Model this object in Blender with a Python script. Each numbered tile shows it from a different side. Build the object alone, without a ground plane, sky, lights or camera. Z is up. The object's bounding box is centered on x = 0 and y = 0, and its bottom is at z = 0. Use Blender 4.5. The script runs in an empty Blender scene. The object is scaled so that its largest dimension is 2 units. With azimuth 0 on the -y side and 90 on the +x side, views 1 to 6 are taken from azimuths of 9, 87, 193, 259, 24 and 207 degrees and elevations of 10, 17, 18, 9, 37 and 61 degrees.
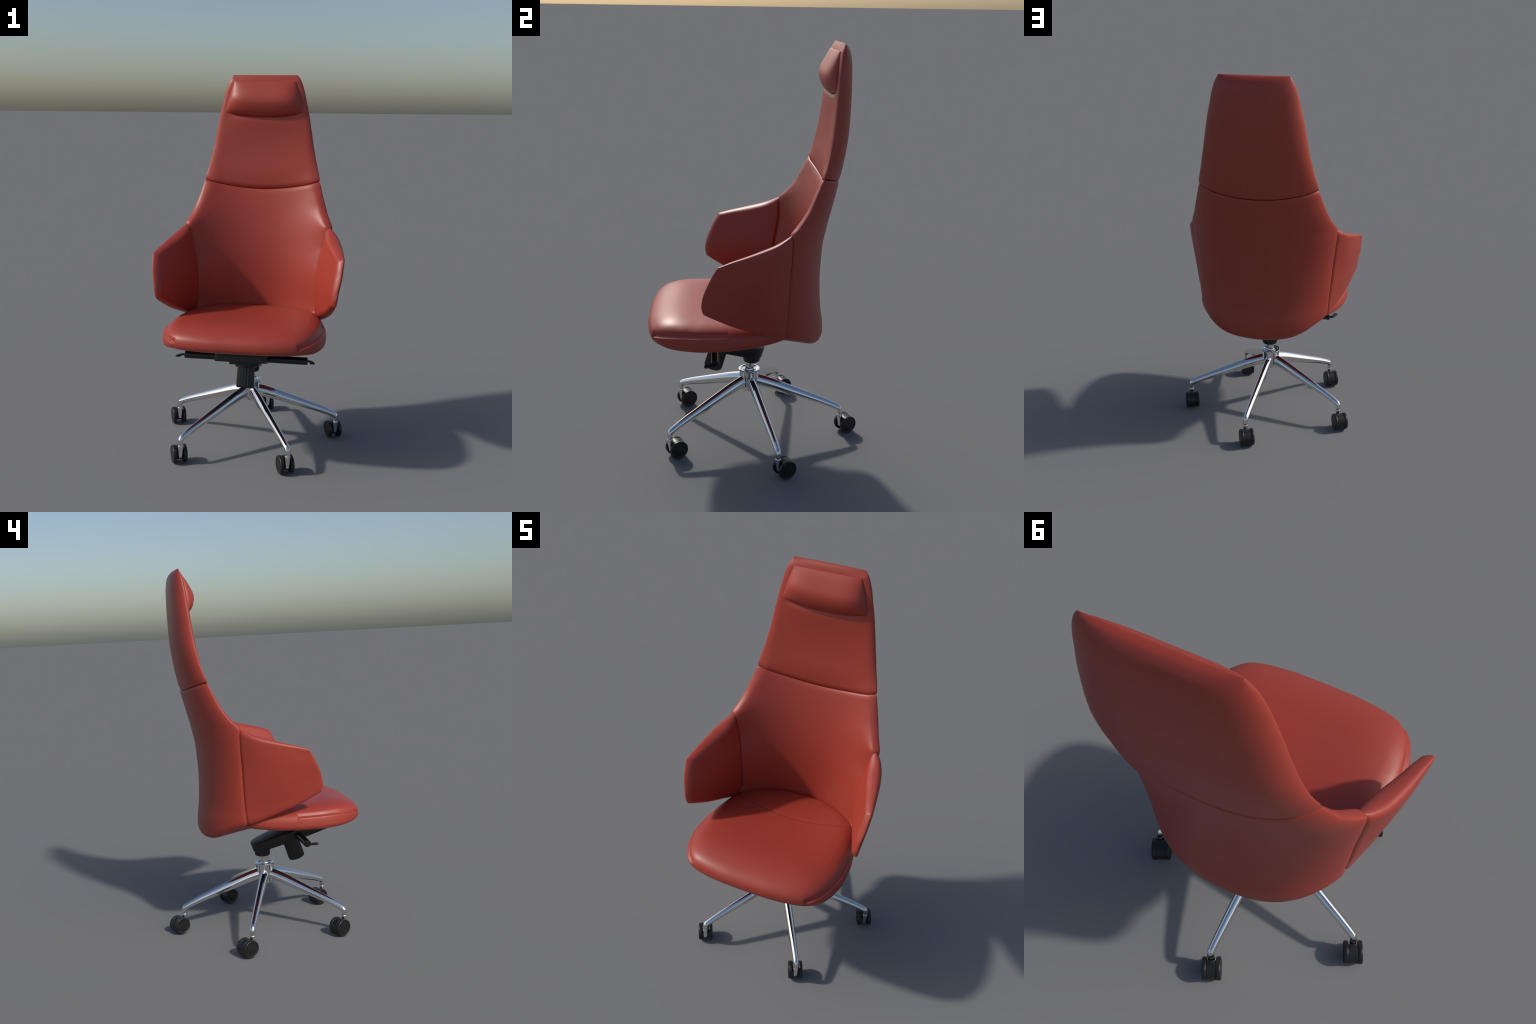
"""High-back executive office chair: red leather shell, chrome five-star base."""
import bpy, bmesh, math
import numpy as np
from mathutils import Matrix, Vector

XC = 0.006                      # the chair's plane of symmetry
HUB = (0.0035, -0.029)           # axis of the base
pi = math.pi

# ------------------------------------------------------------------ helpers
def pchip(xs, ys):
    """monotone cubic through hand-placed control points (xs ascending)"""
    x = np.array(xs, float); y = np.array(ys, float)
    h = np.diff(x); d = np.diff(y) / h
    m = np.zeros(len(x))
    m[0], m[-1] = d[0], d[-1]
    for i in range(1, len(x) - 1):
        if d[i-1] * d[i] > 0:
            w1 = 2*h[i] + h[i-1]; w2 = h[i] + 2*h[i-1]
            m[i] = (w1 + w2) / (w1 / d[i-1] + w2 / d[i])
    def f(q):
        q = np.clip(np.asarray(q, float), x[0], x[-1])
        i = np.clip(np.searchsorted(x, q) - 1, 0, len(x) - 2)
        t = (q - x[i]) / h[i]
        return ((2*t**3 - 3*t**2 + 1) * y[i] + (t**3 - 2*t**2 + t) * h[i] * m[i]
                + (-2*t**3 + 3*t**2) * y[i+1] + (t**3 - t**2) * h[i] * m[i+1])
    return f

def curve3(points, ts=None):
    """smooth 3D curve through control points, parameter 0..1 by chord length"""
    p = np.array(points, float)
    s = np.r_[0, np.cumsum(np.linalg.norm(np.diff(p, axis=0), axis=1))]; s /= s[-1]
    fs = [pchip(s, p[:, k]) for k in range(3)]
    return lambda t: np.stack([f(t) for f in fs], -1)

def smooth01(t):
    t = np.clip(t, 0, 1); return t*t*(3 - 2*t)

def section_normals(P):
    """outward 2D normals (x, y) of a closed section polyline"""
    T = np.roll(P[:, :2], -1, 0) - np.roll(P[:, :2], 1, 0)
    L = np.linalg.norm(T, axis=1, keepdims=True); L[L < 1e-9] = 1e-9
    T /= L
    n = np.stack([T[:, 1], -T[:, 0]], -1)
    area = np.sum(P[:, 0]*np.roll(P[:, 1], -1) - np.roll(P[:, 0], -1)*P[:, 1])
    return n if area > 0 else -n

ROOT = None
def add_object(name, mesh, mat, parent=None, loc=(0, 0, 0), rot=None):
    ob = bpy.data.objects.new(name, mesh)
    bpy.context.scene.collection.objects.link(ob)
    if mat is not None:
        if not mesh.materials:
            mesh.materials.append(mat)
    ob.parent = parent or ROOT
    ob.location = loc
    if rot is not None:
        ob.rotation_euler = rot
    return ob

def mesh_from(name, verts, faces, sharp=None, smooth=True):
    me = bpy.data.meshes.new(name)
    me.from_pydata([tuple(v) for v in verts], [], faces)
    bm = bmesh.new(); bm.from_mesh(me)
    bmesh.ops.remove_doubles(bm, verts=bm.verts, dist=1e-6)
    bmesh.ops.recalc_face_normals(bm, faces=bm.faces)
    bm.to_mesh(me); bm.free()
    if smooth:
        me.polygons.foreach_set("use_smooth", [True] * len(me.polygons))
    if sharp is not None:
        me.set_sharp_from_angle(angle=math.radians(sharp))
    me.update()
    return me

def loft(name, rows, cap0=True, cap1=True, sharp=None):
    """rows: list of (n,3) closed sections"""
    R = np.array(rows); nr, nc, _ = R.shape
    v = R.reshape(-1, 3)
    f = []
    for i in range(nr - 1):
        a = i*nc; b = a + nc
        for j in range(nc):
            k = (j + 1) % nc
            f.append((a + j, a + k, b + k, b + j))
    if cap0: f.append(tuple(range(nc - 1, -1, -1)))
    if cap1: f.append(tuple(range((nr-1)*nc, nr*nc)))
    return mesh_from(name, v, f, sharp)

def lathe(name, profile, seg=48, sharp=35, axis='z'):
    """profile: (radius, height) pairs, revolved about z (or x)"""
    rows = []
    a = np.linspace(0, 2*pi, seg, endpoint=False)
    for r, h in profile:
        r = max(r, 1e-7)
        p = np.stack([r*np.cos(a), r*np.sin(a), np.full(seg, h)], -1)
        if axis == 'x':
            p = p[:, [2, 0, 1]]
        rows.append(p)
    return loft(name, rows, True, True, sharp)

def prism(name, outline, z0, z1, bevel=0.0, seg=3, sharp=35):
    """extruded outline with rounded edges"""
    bm = bmesh.new()
    vs = [bm.verts.new((x, y, z0)) for x, y in outline]
    f = bm.faces.new(vs)
    ex = bmesh.ops.extrude_face_region(bm, geom=[f])
    bmesh.ops.translate(bm, vec=(0, 0, z1 - z0),
                        verts=[g for g in ex['geom'] if isinstance(g, bmesh.types.BMVert)])
    bmesh.ops.recalc_face_normals(bm, faces=bm.faces)
    if bevel:
        es = [e for e in bm.edges if len(e.link_faces) == 2 and
              e.calc_face_angle() > math.radians(40)]
        bmesh.ops.bevel(bm, geom=es, offset=bevel, segments=seg, profile=0.5, affect='EDGES')
    me = bpy.data.meshes.new(name); bm.to_mesh(me); bm.free()
    me.polygons.foreach_set("use_smooth", [True] * len(me.polygons))
    me.set_sharp_from_angle(angle=math.radians(sharp))
    return me

# ---------------------------------------------------------------- materials
def new_mat(name):
    m = bpy.data.materials.new(name); m.use_nodes = True
    nt = m.node_tree
    return m, nt, nt.nodes["Principled BSDF"]

def leather_material():
    m, nt, b = new_mat("red_leather")
    tc = nt.nodes.new("ShaderNodeTexCoord")
    n1 = nt.nodes.new("ShaderNodeTexNoise"); n1.inputs["Scale"].default_value = 3.0
    n1.inputs["Detail"].default_value = 3.0
    cr = nt.nodes.new("ShaderNodeValToRGB")
    cr.color_ramp.elements[0].position = 0.3
    cr.color_ramp.elements[0].color = LEATHER_A
    cr.color_ramp.elements[1].position = 0.7
    cr.color_ramp.elements[1].color = LEATHER_B
    nt.links.new(tc.outputs["Object"], n1.inputs["Vector"])
    nt.links.new(n1.outputs["Fac"], cr.inputs["Fac"])
    nt.links.new(cr.outputs["Color"], b.inputs["Base Color"])
    vo = nt.nodes.new("ShaderNodeTexVoronoi"); vo.inputs["Scale"].default_value = 420.0
    nt.links.new(tc.outputs["Object"], vo.inputs["Vector"])
    bp = nt.nodes.new("ShaderNodeBump"); bp.inputs["Strength"].default_value = 0.02
    bp.inputs["Distance"].default_value = 0.0006
    nt.links.new(vo.outputs["Distance"], bp.inputs["Height"])
    nt.links.new(bp.outputs["Normal"], b.inputs["Normal"])
    b.inputs["Roughness"].default_value = LEATHER_ROUGH
    b.inputs["Specular IOR Level"].default_value = LEATHER_SPEC
    return m

def chrome_material():
    m, nt, b = new_mat("polished_aluminium")
    tc = nt.nodes.new("ShaderNodeTexCoord")
    n1 = nt.nodes.new("ShaderNodeTexNoise"); n1.inputs["Scale"].default_value = 40.0
    mr = nt.nodes.new("ShaderNodeMapRange")
    mr.inputs["To Min"].default_value = 0.03; mr.inputs["To Max"].default_value = 0.05
    nt.links.new(tc.outputs["Object"], n1.inputs["Vector"])
    nt.links.new(n1.outputs["Fac"], mr.inputs["Value"])
    nt.links.new(mr.outputs["Result"], b.inputs["Roughness"])
    b.inputs["Base Color"].default_value = (0.80, 0.80, 0.80, 1)
    b.inputs["Metallic"].default_value = 1.0
    return m

def plastic_material(name, col, rough):
    m, nt, b = new_mat(name)
    tc = nt.nodes.new("ShaderNodeTexCoord")
    n1 = nt.nodes.new("ShaderNodeTexNoise"); n1.inputs["Scale"].default_value = 25.0
    mr = nt.nodes.new("ShaderNodeMapRange")
    mr.inputs["To Min"].default_value = rough - .04; mr.inputs["To Max"].default_value = rough + .04
    nt.links.new(tc.outputs["Object"], n1.inputs["Vector"])
    nt.links.new(n1.outputs["Fac"], mr.inputs["Value"])
    nt.links.new(mr.outputs["Result"], b.inputs["Roughness"])
    b.inputs["Base Color"].default_value = (*col, 1)
    return m

LEATHER_A = (0.343, 0.0435, 0.0265, 1)
LEATHER_B = (0.357, 0.0465, 0.0285, 1)
LEATHER_ROUGH = 0.44
LEATHER_SPEC = 0.5

# ------------------------------------------------------- back shell sections
NB, NR, NF = 40, 14, 34        # points on half back, rim, half front

def shell_section(w, ye, wi, yi, ybc, yfc, p=2.2, a=2.7, b=1.5):
    """closed plan section of the back: convex outside, rolled rim at (w, ye),
    bolster at (wi, yi), hollow front.  Returns (n,3): x, y, u (0 centre .. 1 edge)"""
    ph = np.linspace(0, pi/2, NB)
    u = np.sin(ph)
    bx = w*u; by = ye + (ybc - ye)*np.power(np.clip(1 - u**a, 0, 1), 1/b)
    th = np.linspace(0, pi/2, NR + 1)[1:]
    rx = wi + (w - wi)*np.cos(th); ry = ye - (ye - yi)*np.sin(th)
    v = np.linspace(1, 0, NF + 1)[1:]
    fx = wi*v; fy = yfc + (yi - yfc)*v**p
    x = np.r_[bx, rx, fx]; y = np.r_[by, ry, fy]
    # soften the roll from rim to hollow front
    i0 = NB + 3
    for _ in range(6):
        xs = x.copy(); ys = y.copy()
        x[i0:-1] = .5*xs[i0:-1] + .25*(xs[i0-1:-2] + xs[i0+1:])
        y[i0:-1] = .5*ys[i0:-1] + .25*(ys[i0-1:-2] + ys[i0+1:])
    uu = np.clip(x / w, 0, 1)
    half = np.stack([x, y, uu], -1)
    mir = half[1:-1][::-1].copy(); mir[:, 0] *= -1
    return np.r_[half, mir]

def inset_section(S, d):
    n = section_normals(S)
    Q = S.copy(); Q[:, :2] -= n*d
    return Q

def mid_section(S):
    """collapse a section onto its middle line (closes a padded end without an n-gon)"""
    nh = NB + NR + NF
    h = S[:nh]
    bx, by = h[:NB, 0], h[:NB, 1]
    fx, fy = h[NB:, 0][::-1], h[NB:, 1][::-1]
    ax = np.abs(S[:, 0])
    Q = S.copy(); Q[:, 1] = .5*(np.interp(ax, bx, by) + np.interp(ax, fx, fy))
    return Q

def pillow(dist, rad, depth):
    """how far a padded panel pulls in near its seam"""
    t = np.clip(1 - dist/rad, 0, 1)
    return depth*(1 - np.sqrt(np.clip(1 - t*t, 0, 1)))

# ---- upper backrest --------------------------------------------------------
UW  = pchip([1.400, 1.420, 1.440, 1.482, 1.528, 1.575, 1.620, 1.668, 1.715, 1.763, 1.810, 1.857, 1.904, 1.950, 1.975, 2.000],
            [0.330, 0.325, 0.319, 0.308, 0.296, 0.2865, .277, 0.269, 0.2605, .2525, 0.243, 0.232, 0.2215, .207, 0.195, 0.178])
UYE = pchip([1.400, 1.420, 1.438, 1.482, 1.530, 1.575, 1.620, 1.670, 1.715, 1.765, 1.810, 1.860, 1.905, 1.950, 2.000],
            [0.280, 0.286, 0.291, 0.306, 0.318, 0.327, 0.335, 0.341, 0.346, 0.350, 0.354, 0.358, 0.363, 0.369, 0.378])
UYB = pchip([1.350, 1.370, 1.430, 1.500, 1.600, 1.700, 1.800, 1.900, 1.945, 1.970, 1.985, 1.995, 2.000],
            [0.383, 0.387, 0.399, 0.411, 0.422, 0.427, 0.429, 0.427, 0.422, 0.415, 0.406, 0.396, 0.380])
UYF = pchip([1.350, 1.370, 1.395, 1.430, 1.470, 1.530, 1.600, 1.680, 1.720, 1.745, 1.765, 1.785, 1.900, 1.950, 1.980, 2.000],
            [0.309, 0.306, 0.303, 0.3035, .307, 0.317, 0.3255, .3300, .3295, 0.3295, .333, 0.349, 0.352, 0.355, 0.363, 0.377])

def upper_row(ze):
    t = 1 - smooth01((ze - 1.42)/0.22)
    zc = ze - 0.050*t
    w, ye = float(UW(ze)) + .004, float(UYE(ze))
    k = smooth01((2.0 - ze)/0.04)               # rim flattens into the top edge
    wi = w - (0.038 + 0.014*t)*(.35 + .65*k)
    yi = ye - (0.013 - .003*t)*k
    S = shell_section(w, ye, wi, yi, float(UYB(zc)), float(UYF(zc)), p=2.4, a=2.7 + .5*(1 - t), b=1.5 + .2*(1 - t))
    return S, zc, ze

def place(S, zc, ze, dz=0.0):
    P = S.copy()
    P[:, 2] = zc + (ze - zc)*S[:, 2]**2 + dz
    return P

def build_upper_backrest(mat):
    rows = []
    S, zc, ze = upper_row(1.420)
    rows.append(place(mid_section(inset_section(S, .012)), zc, ze, .004))
    for ze0 in np.r_[np.linspace(1.420, 1.46, 14), np.linspace(1.47, 1.93, 40),
                     np.linspace(1.94, 1.985, 10), [1.989, 1.993, 1.996, 1.998, 1.9995]]:
        S, zc, ze = upper_row(ze0)
        rows.append(place(inset_section(S, pillow(ze0 - 1.420, .030, .008)), zc, ze))
    me = loft("upper_backrest", rows, cap0=False)
    return add_object("upper_backrest", me, mat, loc=(XC, 0, 0))

# ---- lower backrest --------------------------------------------------------
LZ  = [0.60, 0.684, 0.726, 0.810, 0.893, 0.976, 1.058, 1.139, 1.180, 1.215, 1.250, 1.290, 1.333, 1.376, 1.420]
LW  = pchip(LZ, [.362, .364, .366, .374, .381, .388, .398, .407, .410, .394, .378, .364, .350, .337, .325])
LYE = pchip(LZ, [.136, .138, .141, .146, .148, .149, .152, .154, .153, .181, .208, .233, .252, .270, .286])
LWI = pchip([0.60, .73, .766, .849, .930, 1.008, 1.086, 1.150, 1.180, 1.215, 1.250, 1.290, 1.333, 1.376, 1.420],
            [.322, .321, .322, .321, .326, .3390, .3570, .3690, .371, .354, .336, .320, .305, .290, .275])
LYI = pchip([0.60, .73, .766, .849, .930, 1.008, 1.086, 1.150, 1.180, 1.215, 1.250, 1.290, 1.333, 1.376, 1.420],
            [.085, .088, .098, .100, .106, .1200, .1330, .1330, .134, .163, .191, .217, .237, .257, .275])
LYB = pchip([0.55, .600, .640, .722, .814, .900, .978, 1.055, 1.155, 1.260, 1.370],
            [.332, .336, .334, .322, .315, .313, .316, .3210, .3390, .3620, .3870])
LYF = pchip([0.55, .600, .720, .800, .900, 1.00, 1.10, 1.20, 1.30, 1.37],
            [.226, .229, .236, .235, .234, .238, .248, .264, .285, .306])
LZC = pchip([0.72, 0.80, 0.90, 1.00, 1.20, 1.42], [.615, .745, .880, .993, 1.185, 1.370])
ZBOT = pchip([0, .30, .45, .55, .65, .75, .85, 1.0],
             [.560, .565, .571, .578, .590, .606, .628, .658])

def lower_section(ze):
    zc = float(LZC(ze))
    S = shell_section(float(LW(ze)), float(LYE(ze)), float(LWI(ze)), float(LYI(ze)),
                      float(LYB(zc)), float(LYF(zc)), p=2.2,
                      a=2.35 + .35*smooth01((ze - 1.1)/.3), b=1.38 + .12*smooth01((ze - 1.1)/.3))
    return S, zc

def build_lower_backrest(mat):
    rows = []
    # underside: the shell turns in below the seat, front part runs forward inside it
    S, zc = lower_section(0.72)
    zb = ZBOT(S[:, 2])
    nh = NB + NR + NF
    fw = np.r_[np.zeros(NB), np.linspace(0, 1, NR), np.ones(NF)]
    fw = np.r_[fw, fw[1:-1][::-1]]
    def under(d, dz, zf):
        Q = inset_section(S, d)
        zback = zb + dz
        Q[:, 2] = zback + (zf - zback)*fw
        Q[:, 1] = Q[:, 1] + (.09 - Q[:, 1])*fw
        return Q
    M = under(.040, .0, zb + .040)
    h = M[:nh]; ax = np.abs(M[:, 0])
    mid = M.copy()
    for c in (1, 2):
        mid[:, c] = .5*(np.interp(ax, h[:NB, 0], h[:NB, c]) + np.interp(ax, h[NB:, 0][::-1], h[NB:, c][::-1]))
    rows += [mid, .5*(mid + M), M]
    for d, dz in ((.030, .001), (.021, .004), (.013, .010), (.007, .018), (.003, .029), (0, .042)):
        rows.append(under(d, dz, zb + .040 + dz))
    for ze in np.r_[np.linspace(0.735, 1.36, 60), np.linspace(1.37, 1.418, 16)]:
        S, zc = lower_section(ze)
        rows.append(place(inset_section(S, pillow(1.418 - ze, .028, .008)), zc, ze))
    S, zc = lower_section(1.418)
    rows.append(place(mid_section(inset_section(S, .012)), zc, 1.418, -.004))
    # the hollow front flows smoothly past the level where the armrests begin
    A = np.array(rows)
    wf = np.r_[np.zeros(NB + NR), smooth01((np.linspace(1, 0, NF + 1)[1:] - .98)/-.25)]
    wf = np.r_[wf, wf[1:-1][::-1]][None, :, None]
    lo, hi = 9, len(A) - 12
    B = A[lo:hi]
    for _ in range(60):
        Sm = B.copy()
        Sm[1:-1] = .5*B[1:-1] + .25*(B[:-2] + B[2:])
        B = B*(1 - wf) + Sm*wf
    A[lo:hi] = B
    rows = list(A)
    me = loft("lower_backrest", rows, cap0=False, cap1=False)
    return add_object("lower_backrest", me, mat, loc=(XC, 0, 0))

# ---- headrest pillow -------------------------------------------------------
HYC = pchip([0, .08, .18, .30, .42, .52, .62, .72, .85, .94, 1.0],
            [.352, .339, .327, .314, .302, .2955, .295, .299, .308, .319, .336])  # crest, top to bottom
HYS = lambda v: float(np.mean(HYC(np.clip(v + np.linspace(-1, 1, 21)*min(.09, v, 1 - v), 0, 1))))

def build_headrest(mat):
    rows = []
    for v in np.r_[0, .012, np.linspace(.03, .97, 36), .988, 1]:
        u = np.sin(np.linspace(-pi/2, pi/2, 61))
        w = .172 + (.222 - .172)*v + .004*math.sin(pi*v)
        zc = 1.965 + (1.769 - 1.965)*v
        z = zc + .026*v*u**2
        ye = .352 - .014*v + .004
        dome = np.power(np.clip(1 - np.abs(u)**4.2, 0, 1), .55)
        y = ye - (ye - HYS(v))*dome
        front = np.stack([w*u, y, z], -1)
        back = front[1:-1][::-1].copy(); back[:, 1] = .372
        rows.append(np.r_[front, back])
    me = loft("headrest", rows, sharp=60)
    return add_object("headrest", me, mat, loc=(XC, 0, 0))

# ---- armrests --------------------------------------------------------------
ARM_TOP = [(.411, .150, 1.182), (.435, .116, 1.165), (.456, .070, 1.144), (.472, .006, 1.124),
           (.484, -.060, 1.105), (.494, -.128, 1.086), (.504, -.191, 1.065)]
ARM_FRONT = [(.470, -.256, .835), (.476, -.264, .873), (.481, -.259, .912), (.489, -.247, .952),
             (.496, -.231, .990), (.499, -.214, 1.026), (.504, -.191, 1.065)]
ARM_BOTTOM = [(.366, .130, .668), (.388, .060, .688), (.410, -.005, .714), (.428, -.070, .740),
              (.443, -.133, .768), (.456, -.194, .800), (.470, -.256, .835)]
SEAM_OUT = [(.366, .130, .668), (.366, .140, .726), (.374, .146, .810), (.381, .148, .893),
            (.388, .149, .976), (.398, .152, 1.058), (.407, .153, 1.139), (.411, .150, 1.182)]
SEAM_IN = [(.330, .092, .676), (.322, .094, .766), (.321, .098, .849), (.326, .104, .930),
           (.339, .118, 1.008), (.357, .131, 1.086), (.369, .131, 1.145), (.372, .131, 1.177)]

ARM_TOP_IN = [(.372, .131, 1.177), (.386, .066, 1.143), (.405, .003, 1.121), (.429, -.062, 1.101), (.449, -.125, 1.083),
              (.470, -.184, 1.063)]
ARM_BOTTOM_IN = [(.330, .092, .676), (.346, .050, .692), (.366, -.005, .715), (.386, -.068, .740), (.404, -.131, .768),
                 (.421, -.190, .800), (.439, -.250, .836)]

def coons(back, front, bottom, top, s, t):
    """s: 0 back..1 front, t: 0 bottom..1 top"""
    S, T = np.meshgrid(s, t)
    B, F = back(t)[:, None, :], front(t)[:, None, :]
    D, U = bottom(s)[None], top(s)[None]
    S3, T3 = S[..., None], T[..., None]
    c = ((1-S3)*(1-T3)*back(np.array(0.)) + S3*(1-T3)*front(np.array(0.))
         + (1-S3)*T3*back(np.array(1.)) + S3*T3*front(np.array(1.)))
    return (1-S3)*B + S3*F + (1-T3)*D + T3*U - c

def build_armrests(mat):
    ease = lambda n: .5 - .5*np.cos(np.linspace(0, pi, n))
    s, t = ease(72), ease(72)
    bk_o, bk_i = curve3(SEAM_OUT), curve3(SEAM_IN)
    O = coons(bk_o, curve3(ARM_FRONT), curve3(ARM_BOTTOM), curve3(ARM_TOP), s, t)
    # front inner edge runs between the two inner corners
    d0 = np.array(ARM_BOTTOM_IN[-1]) - np.array(ARM_FRONT[0]); d1 = np.array(ARM_TOP_IN[-1]) - np.array(ARM_FRONT[-1])
    front_in = [tuple(np.array(q) + d0 + (d1 - d0)*k/(len(ARM_FRONT) - 1)) for k, q in enumerate(ARM_FRONT)]
    I = coons(bk_i, curve3(front_in), curve3(ARM_BOTTOM_IN), curve3(ARM_TOP_IN), s, t)
    S, T = np.meshgrid(s, t)
    bulge = (np.sin(pi*S)*np.sin(pi*T))[..., None]
    O = O + bulge**.7*np.array((.012, 0, 0)); I = I - (bulge**.7)*np.array((.008, 0, 0))
    # rounded rim: thickness falls to nothing at the outline
    length, height = .40, .34
    def rnd(d, r): return np.sqrt(np.clip(1 - (1 - np.clip(d/r, 0, 1))**2, 0, 1))
    rim = rnd((1-S)*length, .020)*rnd(T*height, .022)*rnd((1-T)*height, .022)
    h_out = (rim*(.35 + .65*rnd(S*length, .024)))[..., None]
    h_in = (rim*(.70 + .30*rnd(S*length, .016)))[..., None]
    O = O + (smooth01(S*length/.06)*(1 - rim))[..., None]*np.array((.004, 0, 0))
    ridge = .5*(O + I)
    outer = ridge + (O - ridge)*h_out + (O - ridge)*(1 - rim[..., None])*.20
    inn = ridge + (I - ridge)*h_in + (O - ridge)*(1 - rim[..., None])*.20
    nt_, ns = S.shape
    v = np.r_[outer.reshape(-1, 3), inn.reshape(-1, 3)]
    f = []; N = nt_*ns
    for i in range(nt_-1):
        for j in range(ns-1):
            a = i*ns + j
            f.append((a, a+1, a+1+ns, a+ns)); f.append((N+a, N+a+ns, N+a+1+ns, N+a+1))
    loop = ([j for j in range(ns)] + [i*ns + ns-1 for i in range(1, nt_)]
            + [(nt_-1)*ns + j for j in range(ns-2, -1, -1)] + [i*ns for i in range(nt_-2, 0, -1)])
    for a, b in zip(loop, loop[1:] + loop[:1]):
        if np.linalg.norm(v[a]-v[a+N]) > 1e-6 or np.linalg.norm(v[b]-v[b+N]) > 1e-6:
            f.append((b, a, a+N, b+N))
    obs = []
    for sign in (1, -1):
        vv = v.copy(); vv[:, 0] *= sign
        obs.append(add_object("armrest", mesh_from("armrest", vv, f), mat, loc=(XC, 0, 0)))
    return obs

# ---- seat ------------------------------------------------------------------
SEAT_OUTLINE = [(0, -.531), (.10, -.530), (.20, -.521), (.26, -.510), (.305, -.496), (.345, -.468), (.380, -.420),
                (.405, -.350), (.418, -.265), (.415, -.170), (.400, -.075), (.378, .012), (.348, .090),
                (.315, .135), (.26, .180), (.18, .215), (.09, .235), (0, .240)]
SEAT_C = np.array((0.0, -.150))
SEAT_TZ = pchip([-.55, -.46, -.38, -.28, -.15, 0, .10, .26], [.742, .751, .755, .750, .743, .738, .738, .738])
SEAT_ZB = pchip([-.54, -.49, -.40, -.25, -.05, .08, .25], [.648, .646, .635, .632, .637, .648, .662])
PANEL_Z = pchip([-.50, -.488, -.46, -.43, -.39, -.34, -.15], [.672, .677, .685, .691, .695, .698, .697])

def build_seat(mat):
    n = 640
    p = np.array(SEAT_OUTLINE)
    full = np.r_[p, (p[1:-1]*np.array((-1, 1)))[::-1]]
    full = np.r_[full, full[:1]]
    q = np.r_[full[-4:-1], full, full[1:4]]
    c = np.r_[0, np.cumsum(np.linalg.norm(np.diff(q, axis=0), axis=1))]
    tt = np.linspace(c[3], c[3 + len(full) - 1], n, endpoint=False)
    O = np.stack([pchip(c, q[:, 0])(tt), pchip(c, q[:, 1])(tt)], -1)
    for _ in range(6):
        O = .5*O + .25*(np.roll(O, 1, 0) + np.roll(O, -1, 0))
    nrm = section_normals(np.c_[O, np.zeros(n)])
    zb = SEAT_ZB(O[:, 1])
    ax = np.abs(O[:, 0])
    # side panel runs from the front corner back to beside the armrest
    mask = ((ax > .303) & (O[:, 1] < -.137)).astype(float)
    zl = PANEL_Z(O[:, 1])
    ztop0 = zb + .018
    def finish(P):
        z = P[:, 2]
        d = z - zl
        g = np.where(d > 0, np.exp(-(d/.017)**2), np.exp(-(d/.0035)**2))*.010
        notch = np.clip(ax - .303, 0, 1)*.75 + np.clip(O[:, 1] + .5, 0, 1)*.75
        g += np.where(d < 0, -.003*np.exp(-(d/.016)**2) + .007*np.exp(-(notch/.018)**2), 0)
        P[:, :2] -= nrm*(g*mask*smooth01((z - zb + .004)/.012))[:, None]
        return P
    rows = []
    for s, dz in ((0.0, -.030), (.3, -.030), (.6, -.028), (.8, -.022), (.92, -.012), (.97, -.004), (.985, 0)):
        XY = SEAT_C + (O - SEAT_C)*s
        rows.append(np.c_[XY, zb + dz])
    for k in np.linspace(0, 1, 6)[1:]:
        XY = SEAT_C + (O - SEAT_C)*(.985 + .015*math.sin(k*pi/2))
        rows.append(finish(np.c_[XY, zb + .018*k]))
    qq, rr = 4.4, 2.7
    hs = np.r_[np.linspace(0.02, .80, 56), 1 - .2*np.linspace(1, 0, 60)[1:]**1.6]
    for h in hs:
        s = (1 - h**rr)**(1/qq) if h < 1 else 0.0
        XY = SEAT_C + (O - SEAT_C)*s
        x, y = XY[:, 0], XY[:, 1]
        T = SEAT_TZ(y) + (.06 + .09*smooth01((y + .3)/.3))*np.minimum(np.abs(x), .33)**2
        z = ztop0 + (T - ztop0)*h
        # stitched seam across the rear of the cushion
        d = y - (-.012 + .62*x*x)
        z = z - .0045*np.exp(-(d/.006)**2) - .002*smooth01(d/.004)*(d < .2)
        rows.append(finish(np.c_[XY, z]) if h < .85 else np.c_[XY, z])
    me = loft("seat_cushion", rows)
    return add_object("seat_cushion", me, mat, loc=(XC, 0, 0))

# ---- tilt mechanism --------------------------------------------------------
TILT = math.radians(17.5)

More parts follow.
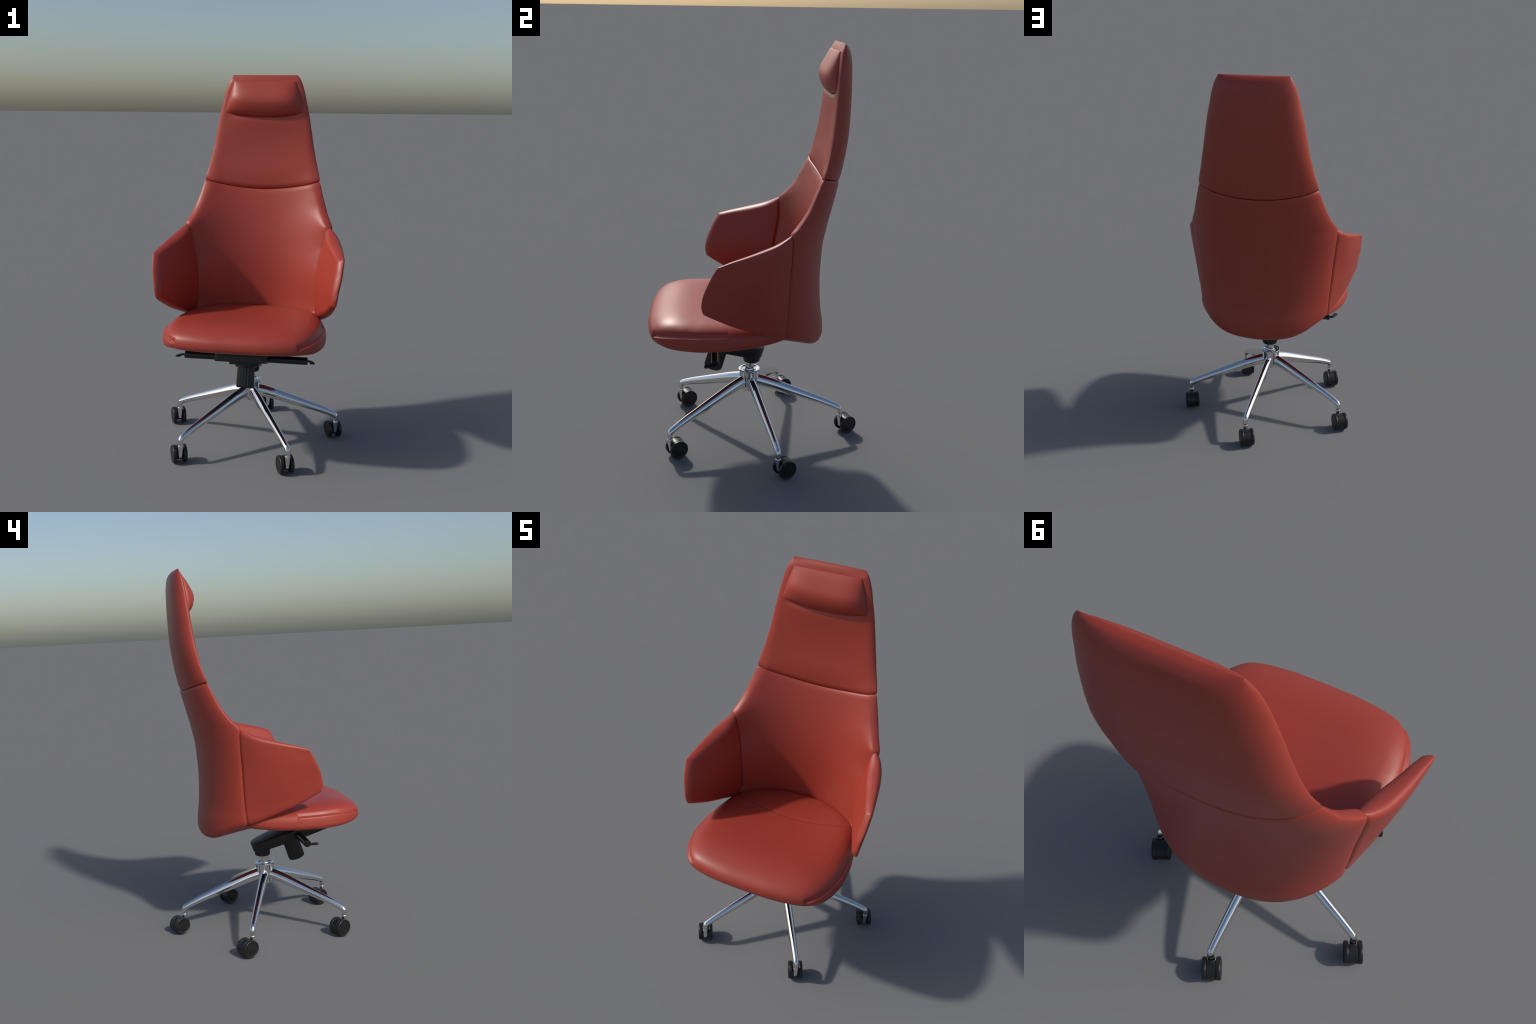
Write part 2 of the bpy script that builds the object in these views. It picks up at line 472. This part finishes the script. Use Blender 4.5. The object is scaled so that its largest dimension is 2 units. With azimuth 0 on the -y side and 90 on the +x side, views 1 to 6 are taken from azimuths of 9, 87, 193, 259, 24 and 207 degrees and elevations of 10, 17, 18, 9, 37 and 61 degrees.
def build_mechanism(black, gloss):
    # plan outline: rounded rear around the column, wide square front (local -y is forward)
    half = [(0.000, .040), (.022, .037), (.043, .028), (.060, .012), (.070, -.010), (.078, -.04), (.096, -.11),
            (.114, -.19), (.126, -.27), (.130, -.33), (.130, -.385), (.118, -.397)]
    outline = half[::-1] + [(-x, y) for x, y in half[1:]]
    me = prism("tilt_mechanism", outline[::-1], 0, .055, bevel=.004)
    # local origin: y=0 plane of the rear at the column, bottom face
    body = add_object("tilt_mechanism", me, black, loc=(XC, -.006, .4415), rot=(-TILT, 0, 0))
    def on_body(name, mesh, mat, loc, rot=None):
        return add_object(name, mesh, mat, parent=body, loc=loc, rot=rot)
    rect = lambda hx, y0, y1, c: [(-hx+c, y0), (hx-c, y0), (hx, y0+c), (hx, y1-c), (hx-c, y1), (-hx+c, y1), (-hx, y1-c), (-hx, y0+c)]
    on_body("cover_plate", prism("cover_plate", rect(.076, -.300, -.115, .03), -.012, .004, bevel=.003), black, (0, 0, 0))
    on_body("knob_flange", lathe("knob_flange", [(.0, -.024), (.052, -.024), (.056, -.021), (.056, -.008), (.0, -.008)]), black, (0, -.188, 0))
    # ribbed tension knob
    rows = []
    a = np.linspace(0, 2*pi, 18*10, endpoint=False)
    rib = np.clip(np.cos(a*18)*1.6, -1, 1)
    for r, h, k in ((.0001, -.130, 0), (.030, -.130, 0), (.0415, -.129, .3), (.0445, -.125, .8), (.045, -.118, 1),
                    (.0435, -.024, 1), (.0435, -.018, 1)):
        rad = r + .0021*rib*k
        rows.append(np.stack([rad*np.cos(a), rad*np.sin(a), np.full(len(a), h)], -1))
    on_body("tension_knob", loft("tension_knob", rows, sharp=50), gloss, (0, -.182, 0))
    # column socket (upright, world aligned)
    add_object("column_socket", lathe("column_socket", [(.0, .405), (.036, .405), (.041, .408), (.0435, .416), (.0445, .470), (.0, .470)]),
               black, loc=(XC, -.018, 0))
    # lever bars with finger paddles
    pad_outline = [(.318, .007), (.338, .007), (.347, .003), (.352, -.006), (.366, -.044), (.364, -.050), (.357, -.0515),
                   (.345, -.049), (.340, -.044), (.338, -.014), (.333, -.009), (.318, -.009)]
    for sgn in (1, -1):
        bar = lathe("lever_bar", [(r, sgn*h) for r, h in ((.0, .06), (.0195, .06), (.0195, .3225), (.0175, .325), (.0, .325))],
                    seg=40, axis='x')
        b = add_object("lever_bar", bar, gloss, loc=(XC, -.203, .531))
        pm = prism("lever_paddle", [(sgn*x, y) for x, y in pad_outline], -.0045, .0045, bevel=.002)
        add_object("lever_paddle", pm, black, parent=b, rot=(math.radians(-4), 0, 0))
    return body

# ---- base -------------------------------------------------------------------
def build_base(chrome, black):
    hub = lathe("base_hub", [(.0, .250), (.040, .250), (.043, .254), (.0445, .275), (.049, .320), (.054, .352), (.0562, .359),
                             (.0555, .3615), (.0540, .3628), (.0440, .3632), (.0430, .3626), (.0400, .3585), (.0345, .3575), (.0335, .3605), (.0325, .3615), (.0285, .3615), (.0, .3615)],
                seg=64, sharp=40)
    add_object("base_hub", hub, chrome, loc=(*HUB, 0))
    add_object("gas_column", lathe("gas_column", [(.0, .33), (.0265, .33), (.0265, .366), (.0255, .3675), (.0225, .3675), (.0222, .42), (.0, .42)], seg=48),
               chrome, loc=(*HUB, 0))
    # one arm of the star, swept along its spine in the local xz plane
    spine = curve3([(.020, 0, .305), (.10, 0, .282), (.20, 0, .2465), (.30, 0, .2105), (.40, 0, .1735), (.450, 0, .1520),
                    (.4655, 0, .1440), (.4740, 0, .1320), (.4760, 0, .1180), (.4760, 0, .110)])
    N = 70
    ts = np.r_[np.linspace(0, .86, 30), np.linspace(.865, 1, 40)]
    pts = spine(ts)
    T = np.gradient(pts, axis=0); T /= np.linalg.norm(T, axis=1, keepdims=True)
    a = np.linspace(0, 2*pi, 40, endpoint=False)
    rows = []
    hw = pchip([0, .1, .5, .9, 1], [.0245, .0240, .0205, .0155, .0145])
    hh = pchip([0, .1, .5, .88, .95, 1], [.0320, .0310, .0240, .0165, .0148, .0145])
    for k in range(N):
        up = np.array((-T[k, 2], 0, T[k, 0]))
        if up[2] < 0 and k < 5: up = -up
        ca, sa = np.cos(a), np.sin(a)
        e = 1.0 if ts[k] > .93 else .82
        eu = 1.0 if ts[k] > .93 else 1.22
        px = np.where(sa > 0, np.sign(ca)*np.abs(ca)**eu, np.sign(ca)*np.abs(ca)**e)     # narrow back, squarer belly
        py = np.where(sa > 0, np.abs(sa)**eu, np.sign(sa)*np.abs(sa)**e)
        h, w = float(hh(ts[k])), float(hw(ts[k]))
        rows.append(pts[k] + np.outer(px*w, (0, 1, 0)) + np.outer(py*h, up))
    end = rows[-1].copy(); c = end.mean(0)
    rows.append(c + (end - c)*.86 + np.array((0, 0, -.0015)))
    leg = loft("base_leg", rows, sharp=60)

    # caster parts, wheel centre at local origin, rolling towards -y, stem in front
    R = .0465
    wheel = lathe("wheel", [(.0, -.009), (.030, -.009), (.043, -.009), (.0452, -.0075), (R, -.0045), (R, .0055), (.0452, .0083), (.0425, .0092),
                            (.0405, .0078), (.037, .0066), (.020, .0086), (.0, .0093)], seg=64, sharp=50, axis='x')
    ang = np.radians(np.linspace(118, -64, 44))        # hood arc from the stem over the top, down the back
    rows = []
    for hx in (-.0185, -.0175, .0175, .0185):
        o = .0448 if abs(hx) < .018 else .0435
        outer = np.stack([np.full(len(ang), hx), o*np.cos(ang), o*np.sin(ang)], -1)
        i = .030
        inner = np.stack([np.full(len(ang), hx), i*np.cos(ang[::-1]), i*np.sin(ang[::-1])], -1)
        rows.append(np.r_[outer, inner])
    hood = loft("caster_hood", rows, sharp=40)
    axle = lathe("axle", [(.0, -.025), (.008, -.025), (.008, .025), (.0, .025)], seg=24, axis='x')
    # chrome fork: collar, neck and a tapering blade between the wheels
    fork_rows = []
    fa = np.linspace(0, 2*pi, 40, endpoint=False)
    for z, wx, dy, y0, e in ((.0585, .0130, .0130, 0, 1), (.0570, .0140, .0140, 0, 1), (.0500, .0140, .0140, 0, 1), (.0400, .0142, .0135, .001, .9),
                         (.0250, .0138, .0115, .003, .75), (.0080, .0122, .0085, .003, .7), (-.0060, .0100, .0065, .002, .7), (-.0085, .0085, .005, .002, .8)):
        ca, sa = np.cos(fa), np.sin(fa)
        fork_rows.append(np.stack([np.sign(ca)*np.abs(ca)**e*wx, y0 + np.sign(sa)*np.abs(sa)**e*dy, np.full(40, z)], -1))
    fork = loft("caster_fork", fork_rows, sharp=50)
    pin = lathe("caster_stem", [(.0, .0), (.0118, .0), (.0118, .012), (.0, .012)], seg=32)

    yaw = math.radians(26.5); trail = .036
    for i in range(5):
        az = math.radians(14.9 + 72*i)
        add_object("base_leg", leg, chrome, loc=(*HUB, 0), rot=(0, 0, az))
        sx, sy = HUB[0] + .476*math.cos(az), HUB[1] + .476*math.sin(az)
        cas = add_object("caster", hood, black,
                         loc=(sx - trail*math.sin(yaw), sy + trail*math.cos(yaw), R), rot=(0, 0, yaw))
        add_object("wheel", wheel, black, parent=cas, loc=(.0275, 0, 0))
        add_object("wheel", wheel, black, parent=cas, loc=(-.0275, 0, 0), rot=(0, 0, pi))
        add_object("axle", axle, black, parent=cas)
        add_object("caster_fork", fork, chrome, parent=cas, loc=(0, -trail, 0))
        add_object("caster_stem", pin, chrome, parent=cas, loc=(0, -trail, .0545))

def main():
    global ROOT
    ROOT = bpy.data.objects.new("office_chair", None)
    bpy.context.scene.collection.objects.link(ROOT)
    ROOT["label"] = "high-back red leather office chair on chrome five-star caster base"
    ROOT["category"] = "office chair"
    leather = leather_material()
    chrome = chrome_material()
    black = plastic_material("black_plastic", (.009, .009, .009), .42)
    gloss = plastic_material("gloss_black_plastic", (.008, .008, .008), .28)
    build_upper_backrest(leather)
    build_lower_backrest(leather)
    build_headrest(leather)
    build_armrests(leather)
    build_seat(leather)
    build_mechanism(black, gloss)
    build_base(chrome, black)

main()
